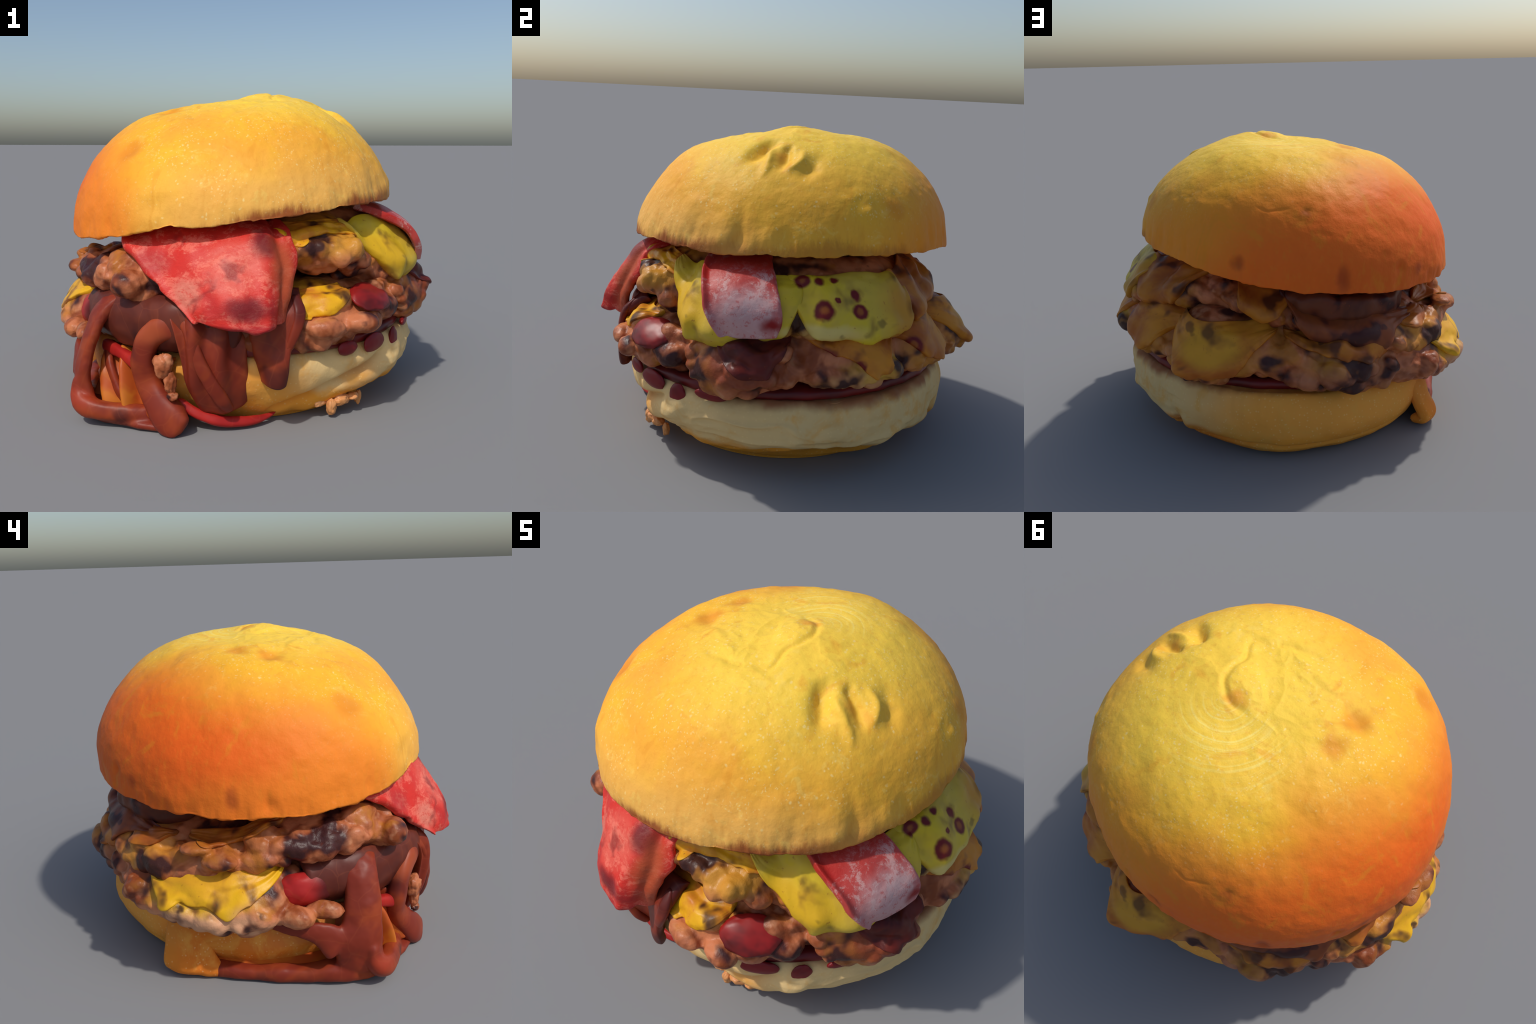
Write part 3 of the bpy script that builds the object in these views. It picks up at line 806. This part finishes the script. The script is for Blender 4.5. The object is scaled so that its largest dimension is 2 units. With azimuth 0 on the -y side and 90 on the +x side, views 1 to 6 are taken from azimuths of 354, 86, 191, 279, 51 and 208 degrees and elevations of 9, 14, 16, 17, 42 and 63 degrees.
def pebble(name, c, ax, mat, seed=1, amp=.15, scale=8, az=0.0, parent=ROOT, tilt=0.0):
    V, F = ico(4)
    V = V * (1 + amp * noise(V, 1.7, seed, 3))[:, None] * np.array(ax)
    ct, st = math.cos(tilt), math.sin(tilt)
    V = V @ np.array([[ct, 0, -st], [0, 1, 0], [st, 0, ct]])
    aa = math.radians(az); er = np.array([math.sin(aa), -math.cos(aa), 0]); et = np.array([math.cos(aa), math.sin(aa), 0])
    V = V[:, :1] * er + V[:, 1:2] * et + V[:, 2:] * np.array([0, 0, 1]) + np.array(c)
    V[:, 2] = np.maximum(V[:, 2], .001)
    return add(name, V, F, mat, parent)

# ================================================================== build
top_bun = make_top_bun()
bottom_bun = make_bottom_bun()

V, F = make_patty(LOW, 5, 620, calm=((88, 185), (240, 284)), notches=((56, 4, .05), (90, 3, .05), (122, 3, .05), (147, 3.5, .06), (188, 3, .03), (228, 4, .05)))
V, F = nodule(V, F, (-.86, -.24, .36), (.06, .09, .05))
V, F = nodule(V, F, (-.80, -.36, .37), (.045, .09, .04))
V, F = nodule(V, F, (.30, -.82, .47), (.10, .05, .05))
V, F = nodule(V, F, (.47, -.76, .48), (.09, .06, .05))
patty_low = fuse("beef_patty", V, F, M_MEAT_LOW, voxel=.008, smooth_it=2, seed=3)
V, F = make_patty(UP, 8, 620, calm=((50, 140), (165, 235)), notches=((47, 4, .05), (90, 3, .03), (128, 3, .04), (160, 4, .04), (190, 3, .04), (240, 4, .04), (270, 3, .05), (300, 3, .03)))
V, F = nodule(V, F, (.39, -.70, .77), (.055, .05, .05))
V, F = nodule(V, F, (.46, -.67, .80), (.045, .045, .06))
V, F = nodule(V, F, (-.56, -.66, .66), (.09, .07, .07))
V, F = nodule(V, F, (-.885, .09, .62), (.055, .09, .035))
V, F = nodule(V, F, (-.86, .20, .67), (.06, .08, .03))
patty_up = fuse("beef_patty", V, F, M_MEAT_UP, voxel=.008, smooth_it=2, seed=13)

B_LOW, B_UP = bvh_of(patty_low), bvh_of(patty_up)

YEL = (0.74, 0.48, 0.018)
M_CH_RIGHT = mat_cheese("yellow_cheese", (0.70, 0.50, 0.02), (0.62, 0.42, 0.05),
    spots=[((.885, .106, .814), .045), ((.84, .267, .80), .038), ((.785, .245, .85), .032), ((.775, .017, .918), .036), ((.80, .09, .93), .03),
           ((.78, .16, .93), .022), ((.86, .17, .86), .016)], char_amount=.5, lo=.63,
    stains=[((.62, -.58, .76), (.28, .2, .10), (.72, .40, .015), .8), ((.56, -.56, .63), (.16, .14, .035), (.45, .06, .02), .8), ((.70, .60, .80), (.28, .22, .2), (.56, .24, .03), .9),
            ((.92, .10, .72), (.08, .2, .04), (.74, .58, .22), .7)])
M_CH_GOLD = mat_cheese("browned_cheese", GOLD, (0.34, 0.085, 0.014), char_amount=.7, lo=.575)
M_CH_DARK = mat_cheese("scorched_cheese", (0.26, 0.065, 0.018), (0.14, 0.035, 0.015), char_amount=.8, lo=.55,
    stains=[((-.45, .78, .80), (.22, .2, .07), (.36, .13, .02), .7)])
M_CH_BACK = mat_cheese("golden_cheese", (0.62, 0.23, 0.02), (0.42, 0.11, 0.015), char_amount=.6, lo=.60,
    spots=[(at(98, .93, .60), .055), (at(107, .95, .58), .03), (at(126, .93, .62), .045)],
    stains=[((.22, .88, .62), (.14, .14, .09), (.66, .32, .025), .85)])
M_CH_LEFT = mat_cheese("yellow_cheese_left", (0.80, 0.44, 0.012), (0.72, 0.34, 0.02), char_amount=.8, lo=.60,
    stains=[((-.93, -.10, .38), (.1, .12, .08), (.60, .30, .16), .9)])
M_CH_FRONT = mat_cheese("yellow_cheese_front", (0.80, 0.42, 0.012), (0.55, 0.16, 0.02), char_amount=.85, lo=.56)

# melted cheese on the upper patty
def cheese(bvh, p, mat, a0, a1, low, **k):
    k.setdefault("thick", .013); k.setdefault("soften", 3); k.setdefault("rag", 7); k.setdefault("side_taper", (a1 - a0) * .38)
    return drape("melted_cheese", bvh, p, mat, a0, a1, ring(low + [((a0 + a1) / 2 + 180, 0)]), **k)
cheese(B_UP, UP, M_CH_RIGHT, 38, 92, [(38, 30), (45, -5), (52, -30), (60, -50), (75, -52), (92, -40)], thick=.026, seed=2, rag=6, side_taper=9, wave=.014)
cheese(B_UP, UP, M_CH_RIGHT, 86, 129, [(86, -20), (95, -38), (110, -40), (122, -36), (129, -20)], thick=.026, seed=3, rag=7, side_taper=9, wave=.014)
cheese(B_UP, UP, M_CH_FRONT, 5, 50, [(5, 0), (13, -15), (22, 12), (36, 22), (50, 5)], seed=4, rag=9)
cheese(B_UP, UP, M_CH_GOLD, 122, 158, [(122, -35), (134, -48), (146, -25), (158, 5)], thick=.024, seed=6, wave=.012)
cheese(B_UP, UP, M_CH_GOLD, 166, 194, [(166, 5), (174, -22), (182, -25), (194, -5)], seed=7, rag=9)
cheese(B_UP, UP, M_CH_DARK, 186, 240, [(186, -25), (200, -52), (214, -45), (226, -5), (240, 25)], thick=.022, seed=9, rag=5)
cheese(B_UP, UP, M_CH_GOLD, 228, 246, [(228, 0), (238, 10), (246, 25)], seed=18)
cheese(B_UP, UP, M_CH_GOLD, 250, 284, [(250, 25), (262, 18), (284, 28)], seed=19)
# melted cheese on the lower patty
cheese(B_LOW, LOW, M_CH_FRONT, 4, 34, [(4, -10), (14, 8), (24, 12), (34, 20)], seed=11, rag=9)
cheese(B_LOW, LOW, M_CH_BACK, 92, 122, [(92, 12), (102, 5), (112, -25), (122, 5)], seed=12, rag=10)
cheese(B_LOW, LOW, M_CH_BACK, 120, 150, [(120, 0), (134, -28), (142, -25), (150, -5)], seed=14)
cheese(B_LOW, LOW, M_CH_BACK, 146, 186, [(146, -5), (160, -30), (172, -34), (180, -12), (186, 5)], seed=15)
cheese(B_LOW, LOW, M_CH_GOLD, 188, 230, [(188, 8), (200, 20), (212, 2), (224, 12), (230, 25)], seed=16, rag=12)
cheese(B_LOW, LOW, M_CH_LEFT, 240, 284, [(240, -8), (248, -22), (256, -8), (268, -16), (278, 5), (284, 15)], seed=17, rag=11)

# sauces on the lower patty
M_SAUCE = mat_sauce("ketchup_glaze", (0.30, 0.014, 0.012), (0.10, 0.008, 0.008), .4)
M_SAUCE_DARK = mat_cheese("barbecue_glaze", (0.15, 0.020, 0.012), (0.07, 0.009, 0.009), char_amount=.4, lo=.6,
    stains=[(at(76, .99, .46), (.10, .22, .045), (.34, .08, .02), .8)])
drape("barbecue_sauce", B_LOW, LOW, M_SAUCE_DARK, 66, 89, ring([(66, 15), (72, -5), (82, -14), (89, 0), (200, 0)]), thick=.008, soften=1, seed=21, rag=12, side_taper=8)
pebble("ketchup_dollop", (.545, -.65, .575), (.09, .125, .030), M_SAUCE, seed=23, amp=.14, az=40, tilt=.62)

# ketchup layer on the bottom bun, with drops running over its edge
def make_spread():
    az = np.linspace(0, 360, 360, endpoint=False)
    Rr = ring([(0, .80), (30, .83), (60, .855), (90, .865), (120, .875), (150, .85), (175, .80), (220, .74), (270, .70), (320, .72)])(az)
    zt = ring([(0, .37), (45, .385), (90, .41), (120, .425), (150, .41), (190, .385), (230, .36), (280, .335), (320, .345)])(az)
    s = np.linspace(0, 1, 24)
    prof_r = np.concatenate([s[:-1] * .96, .96 + .04 * sin(np.linspace(0, math.pi, 12)), (s[::-1] * .96)[1:]])
    prof_z = np.concatenate([0 * s[:-1] - .03, -.03 * cos(np.linspace(0, math.pi, 12)), 0 * s[1:] + .03])
    a = np.radians(az)[:, None]
    Rn = Rr * (1 + .01 * noise(np.stack([az * .2, az * 0, az * 0], 1), 1, 3, 2))
    P = np.stack([Rn[:, None] * prof_r * sin(a), -Rn[:, None] * prof_r * cos(a), zt[:, None] + prof_z + 0 * a], -1)
    ob = add("ketchup_layer", P.reshape(-1, 3), grid_faces(360, len(prof_r), wrap_u=True), mat_sauce("ketchup_layer_red", (0.17, 0.012, 0.010), (0.10, 0.010, 0.010), .35))
    fix_normals(ob)
make_spread()
M_DROP = mat_sauce("ketchup_drop_red", (0.22, 0.010, 0.012), (0.14, 0.008, 0.010), .4)
for i, (a0, rr, z0, w, l) in enumerate(((54, .872, .325, .048, .065), (42, .858, .35, .085, .045), (30, .845, .355, .06, .035), (66, .885, .385, .08, .028))):
    x, y = polar(rr, a0)
    pebble("ketchup_drop", (x, y, z0), (.018, w, l), M_DROP, seed=50 + i, amp=.10, az=a0)

# ------------------------------------------------------------------ bacon
M_BACON = mat_bacon("fried_bacon", (0.64, 0.032, 0.022), (0.82, 0.18, 0.12), (0.17, 0.012, 0.014),
    dark_blobs=[((-.05, -.92, .60), (.11, .1, .05), (.14, .012, .016), .85), ((-.20, -.88, .60), (.05, .1, .05), (.40, .02, .02), .6), ((-.06, -.96, .51), (.16, .08, .03), (.34, .02, .025), .7), ((.03, -.80, .86), (.07, .08, .07), (.10, .012, .016), .8),
                ((.10, -.80, .68), (.06, .1, .2), (.42, .09, .03), .8), ((-.45, -.68, .76), (.09, .09, .06), (.40, .03, .03), .6)],
    pale_blobs=[((-.12, -.88, .78), (.14, .15, .12), (.82, .22, .15), .40), ((-.30, -.82, .64), (.05, .1, .08), (.70, .26, .18), .6)], grain=(1, 1, 1.6))
sheet("bacon_slice", [
    [(-.60, -.46, .855), (-.40, -.55, .90), (-.15, -.59, .94), (.03, -.59, .935), (.12, -.57, .925)],
    [(-.57, -.58, .80), (-.37, -.675, .83), (-.14, -.725, .865), (.03, -.745, .87), (.155, -.70, .87)],
    [(-.475, -.68, .705), (-.31, -.77, .725), (-.13, -.825, .755), (.045, -.835, .755), (.175, -.75, .75)],
    [(-.355, -.775, .61), (-.245, -.87, .60), (-.11, -.915, .625), (.05, -.905, .63), (.135, -.81, .635)],
    [(-.275, -.845, .54), (-.185, -.935, .51), (-.08, -.965, .505), (.035, -.945, .505), (.10, -.84, .525)]],
    M_BACON, thick=.034, bumps=.018, bump_scale=6, seed=61, ragged=.026,
    ripple=lambda u, v: .018 * np.exp(-((v - .70) / .05) ** 2) * u - .018 * np.exp(-((v - .86) / .05) ** 2) + .012 * np.exp(-((v - .04) / .04) ** 2))
M_BACON_PALE = mat_bacon("fatty_bacon", (0.50, 0.06, 0.05), (0.66, 0.42, 0.38), (0.30, 0.02, 0.02),
    dark_blobs=[((.70, -.40, .88), (.06, .08, .10), (.45, .02, .015), .9), ((.66, -.20, .96), (.12, .2, .05), (.48, .03, .015), .85), ((.90, -.11, .755), (.05, .045, .04), (.28, .008, .008), 1.0)],
    pale_blobs=[((.86, -.22, .76), (.12, .16, .12), (.64, .42, .40), .75)], grain=(1, 1, 1))
sheet("bacon_slice", [
    [(.52, -.37, .955), (.58, -.28, .97), (.62, -.10, .975)],
    [(.645, -.415, .915), (.71, -.30, .935), (.745, -.10, .94)],
    [(.775, -.415, .85), (.835, -.285, .86), (.86, -.08, .86)],
    [(.84, -.38, .765), (.89, -.26, .775), (.915, -.07, .775)],
    [(.86, -.32, .685), (.895, -.22, .685), (.915, -.09, .70)]],
    M_BACON_PALE, thick=.030, bumps=.008, seed=63, ragged=.012,
    ripple=lambda u, v: .022 * np.exp(-((v - .06) / .07) ** 2))

# scorched strip under the lid at the left back
M_BACON_DARK = mat_cheese("charred_bacon", (0.17, 0.045, 0.018), (0.10, 0.026, 0.014), char_amount=.8, lo=.55)
strand("bacon_slice", [(*at(188, .66, .80)[:2], .80), (*at(196, .74, .79)[:2], .79), (*at(208, .77, .77)[:2], .77), (*at(222, .77, .755)[:2], .755), (*at(236, .74, .75)[:2], .75), (*at(248, .66, .75)[:2], .75)],
       M_BACON_DARK, [.05, .06, .07, .065, .06, .05], [.03, .04, .045, .045, .04, .03], seed=67, wob=.03)

# ------------------------------------------------------------------ caramelised onions
M_ON = mat_onion("caramelised_onion", blobs=[((-.45, -.70, .46), (.10, .1, .07), (.42, .085, .03), .8), ((-.80, -.60, .12), (.1, .1, .05), (.40, .05, .02), .6)])
M_ON_DARK = mat_onion("dark_onion", (0.11, 0.022, 0.014), (0.17, 0.034, 0.016), (0.035, 0.010, 0.010))
M_ON_LIGHT = mat_onion("amber_onion", (0.46, 0.085, 0.016), (0.58, 0.17, 0.02), (0.20, 0.018, 0.012))
M_RED = mat_onion("red_pepper", (0.44, 0.022, 0.016), (0.36, 0.015, 0.014), (0.16, 0.010, 0.010))
# dark mass spilling from under the upper patty over the lower one
sheet("onion_piece", [
    [(-.66, -.20, .58), (-.60, -.40, .60), (-.50, -.52, .60), (-.30, -.64, .60), (-.05, -.70, .62)],
    [(-.75, -.26, .53), (-.68, -.44, .55), (-.57, -.60, .56), (-.36, -.73, .57), (-.06, -.76, .56)],
    [(-.77, -.27, .44), (-.70, -.46, .46), (-.575, -.62, .46), (-.38, -.75, .47), (-.07, -.79, .45)],
    [(-.72, -.28, .35), (-.64, -.44, .37), (-.54, -.58, .36), (-.36, -.70, .36), (-.10, -.75, .34)]],
    M_ON_DARK, thick=.06, bumps=.022, bump_scale=5, seed=71)
# broad melted sheet falling to the ground on the left, one with its foot and the ring on the ground
def merge(name, obs, mat, voxel=.008, it=6):
    V = []; F = []; base = 0
    for o in obs:
        W, _ = arrays(o); V.append(W); F += [tuple(i + base for i in q.vertices) for q in o.data.polygons]; base += len(W)
        bpy.data.objects.remove(o)
    ob = fuse(name, np.concatenate(V), F, mat, voxel, it, .003, 77)
    W, _ = arrays(ob); W[:, 2] = np.maximum(W[:, 2], .002); put(ob, W)
    return ob
merge("onion_strand", [
    sheet("a", [
        [(-.46, -.34, .60), (-.46, -.44, .61), (-.42, -.50, .60)],
        [(-.60, -.39, .575), (-.60, -.50, .58), (-.56, -.565, .57)],
        [(-.70, -.43, .51), (-.695, -.52, .52), (-.66, -.585, .51)],
        [(-.745, -.445, .42), (-.75, -.53, .42), (-.715, -.605, .41)],
        [(-.78, -.43, .31), (-.79, -.53, .30), (-.755, -.615, .29)],
        [(-.815, -.41, .22), (-.81, -.52, .19), (-.765, -.62, .18)],
        [(-.79, -.41, .05), (-.77, -.54, .05), (-.71, -.63, .05)]], None, thick=.055, nu=80, nv=60, bumps=.006, seed=72),
    strand("a", [(-.80, -.57, .22), (-.805, -.585, .13), (-.77, -.62, .085), (-.68, -.655, .07), (-.56, -.675, .065), (-.46, -.69, .06)],
           None, [.03, .04, .05, .045, .04, .035], [.03, .04, .05, .045, .04, .03], seed=73, face=(-.6, -.8, .3)),
    strand("a", [(-.78, -.02, .33), (-.83, -.14, .30), (-.84, -.26, .285), (-.83, -.36, .26), (-.82, -.44, .20)], None, [.02, .025, .035, .06, .09], [.02, .02, .02, .025, .03], seed=75),
    strand("a", [(-.77, .22, .03), (-.80, .08, .035), (-.805, -.10, .035), (-.795, -.28, .04), (-.77, -.43, .05), (-.70, -.58, .035), (-.58, -.66, .025), (-.45, -.72, .02), (-.36, -.76, .015)],
           None, [.04, .04, .04, .045, .06, .06, .05, .05, .03], [.03, .035, .035, .04, .05, .03, .022, .02, .014], seed=79, face=(0, 0, 1))], M_ON)
# arching strand with a blunt tip on the ground in front
strand("onion_strand", [(-.27, -.76, .44), (-.33, -.76, .475), (-.41, -.74, .475), (-.475, -.71, .42), (-.505, -.69, .32), (-.485, -.69, .22), (-.435, -.725, .13), (-.385, -.775, .07), (-.335, -.825, .025)],
       M_ON, [.055, .06, .062, .058, .055, .058, .07, .08, .06], [.035, .04, .045, .045, .045, .045, .055, .05, .022], seed=74, face=(-.3, -1, .1), cap=3)
# curtain of folded layers right of the arch
sheet("onion_strand", [
    [(-.42, -.66, .56), (-.32, -.72, .57), (-.22, -.74, .56), (-.10, -.72, .52)],
    [(-.36, -.77, .49), (-.29, -.81, .49), (-.18, -.80, .48), (-.06, -.76, .43)],
    [(-.33, -.79, .36), (-.27, -.825, .35), (-.17, -.82, .35), (-.05, -.77, .32)],
    [(-.31, -.76, .22), (-.24, -.80, .21), (-.14, -.80, .21), (-.03, -.74, .22)],
    [(-.24, -.72, .10), (-.19, -.75, .08), (-.11, -.75, .085), (-.04, -.70, .12)]],
    M_ON, thick=.045, bumps=.006, seed=75,
    ripple=lambda u, v: .018 * np.sin((v * 3.2 + u * .9) * TAU * .9) * np.clip(1.2 - u, 0, 1))
strand("onion_strand", [(-.36, -.74, .54), (-.30, -.81, .48), (-.27, -.84, .38), (-.22, -.845, .27), (-.16, -.83, .17), (-.12, -.79, .10)],
       M_ON, [.025, .028, .03, .032, .03, .02], [.02, .024, .024, .024, .024, .015], seed=76, face=(-.2, -1, 0))
# middle drip between bacon and bun
sheet("onion_strand", [
    [(-.04, -.70, .62), (.04, -.72, .64), (.14, -.72, .64), (.20, -.70, .63)],
    [(-.04, -.77, .50), (.05, -.80, .52), (.14, -.815, .54), (.20, -.81, .56)],
    [(-.02, -.78, .38), (.05, -.82, .38), (.11, -.84, .40), (.155, -.845, .44)],
    [(.01, -.78, .30), (.055, -.83, .29), (.095, -.85, .29), (.125, -.84, .31)],
    [(.03, -.79, .235), (.06, -.83, .215), (.085, -.84, .21), (.11, -.83, .225)]],
    M_ON, thick=.05, bumps=.012, bump_scale=6, seed=77, ragged=.01)
strand("onion_strand", [(.16, -.77, .62), (.18, -.83, .55), (.15, -.85, .45), (.11, -.85, .36)], M_ON, [.02, .03, .025, .015], [.015, .02, .02, .012], seed=78)
sheet("onion_piece", [
    [(-.60, .18, .09), (-.60, -.10, .09), (-.58, -.34, .09), (-.46, -.52, .09), (-.30, -.62, .09)],
    [(-.74, .18, .05), (-.75, -.12, .05), (-.71, -.42, .05), (-.56, -.61, .05), (-.36, -.70, .05)],
    [(-.80, .16, .025), (-.82, -.12, .02), (-.78, -.44, .02), (-.66, -.66, .02), (-.40, -.75, .02)]],
    M_ON_LIGHT, thick=.035, bumps=.008, seed=80)
# amber layers inside the loops
sheet("onion_piece", [
    [(-.66, -.40, .33), (-.58, -.52, .33), (-.48, -.60, .33), (-.36, -.68, .32)],
    [(-.72, -.42, .20), (-.62, -.58, .20), (-.52, -.66, .20), (-.38, -.70, .20)],
    [(-.72, -.46, .05), (-.64, -.60, .05), (-.54, -.66, .05), (-.40, -.71, .05)]],
    M_ON_LIGHT, thick=.04, bumps=.02, bump_scale=6, seed=81, ripple=lambda u, v: .035 * np.sin((v * 3.5 - u * .8) * TAU))
strand("onion_strand", [(-.68, -.46, .34), (-.67, -.53, .25), (-.63, -.585, .15), (-.57, -.63, .07)], M_ON, [.02, .035, .035, .02], [.015, .02, .02, .015], seed=88, face=(-1, -.4, 0))
strand("red_pepper_strip", [(-.70, -.45, .33), (-.62, -.56, .32), (-.53, -.66, .29), (-.47, -.72, .24)], M_RED, [.03, .03, .03, .02], [.02, .025, .03, .02], seed=82)
strand("red_pepper_strip", [(-.36, -.72, .13), (-.26, -.755, .075), (-.14, -.765, .04), (0, -.735, .03), (.10, -.68, .04)], M_RED, [.025, .026, .024, .02, .008], [.02, .02, .02, .018, .008], seed=83, face=(0, -1, .6))
pebble("red_pepper_strip", (-.755, -.275, .45), (.065, .13, .085), mat_onion("red_onion", (.42, .020, .018), (.34, .016, .015), (.12, .010, .010), blobs=[((-.72, -.38, .46), (.12, .09, .14), (.06, .012, .012), .9)]), seed=84, amp=.14, az=292)
# dough flap spilling out at the left back
sheet("bun_flap", [
    [(-.65, .38, .30), (-.67, .29, .32), (-.69, .20, .31)],
    [(-.715, .39, .22), (-.75, .29, .24), (-.745, .18, .22)],
    [(-.75, .395, .13), (-.79, .29, .14), (-.765, .16, .11)],
    [(-.775, .395, .055), (-.83, .28, .055), (-.79, .10, .04)],
    [(-.72, .36, .03), (-.79, .25, .03), (-.79, .04, .025)]], M_BOT, thick=.06, bumps=.012, seed=86, nu=70, nv=60)
# crumbs
M_CRUMB = mat_meat("meat_crumb", 9.1, .70)
for i, (c, ax, a0) in enumerate((((-.415, -.775, .32), (.035, .045, .055), 332), ((-.385, -.785, .24), (.025, .028, .05), 332), ((-.375, -.79, .18), (.02, .026, .02), 332))):
    pebble("meat_crumb", c, ax, M_CRUMB, seed=90 + i, amp=.35, az=a0)
M_CRUMB2 = mat_cheese("bread_crumb", (.70, .32, .13), (.66, .27, .08), char_amount=0)
for i, (c, ax) in enumerate((((.364, -.675, .055), (.025, .025, .042)), ((.31, -.67, .075), (.02, .035, .025)), ((.517, -.58, .06), (.018, .018, .035)), ((.42, -.645, .075), (.03, .05, .03)), ((.48, -.62, .08), (.03, .03, .02)))):
    pebble("bread_crumb", c, ax, M_CRUMB2, seed=95 + i, amp=.3, az=35)
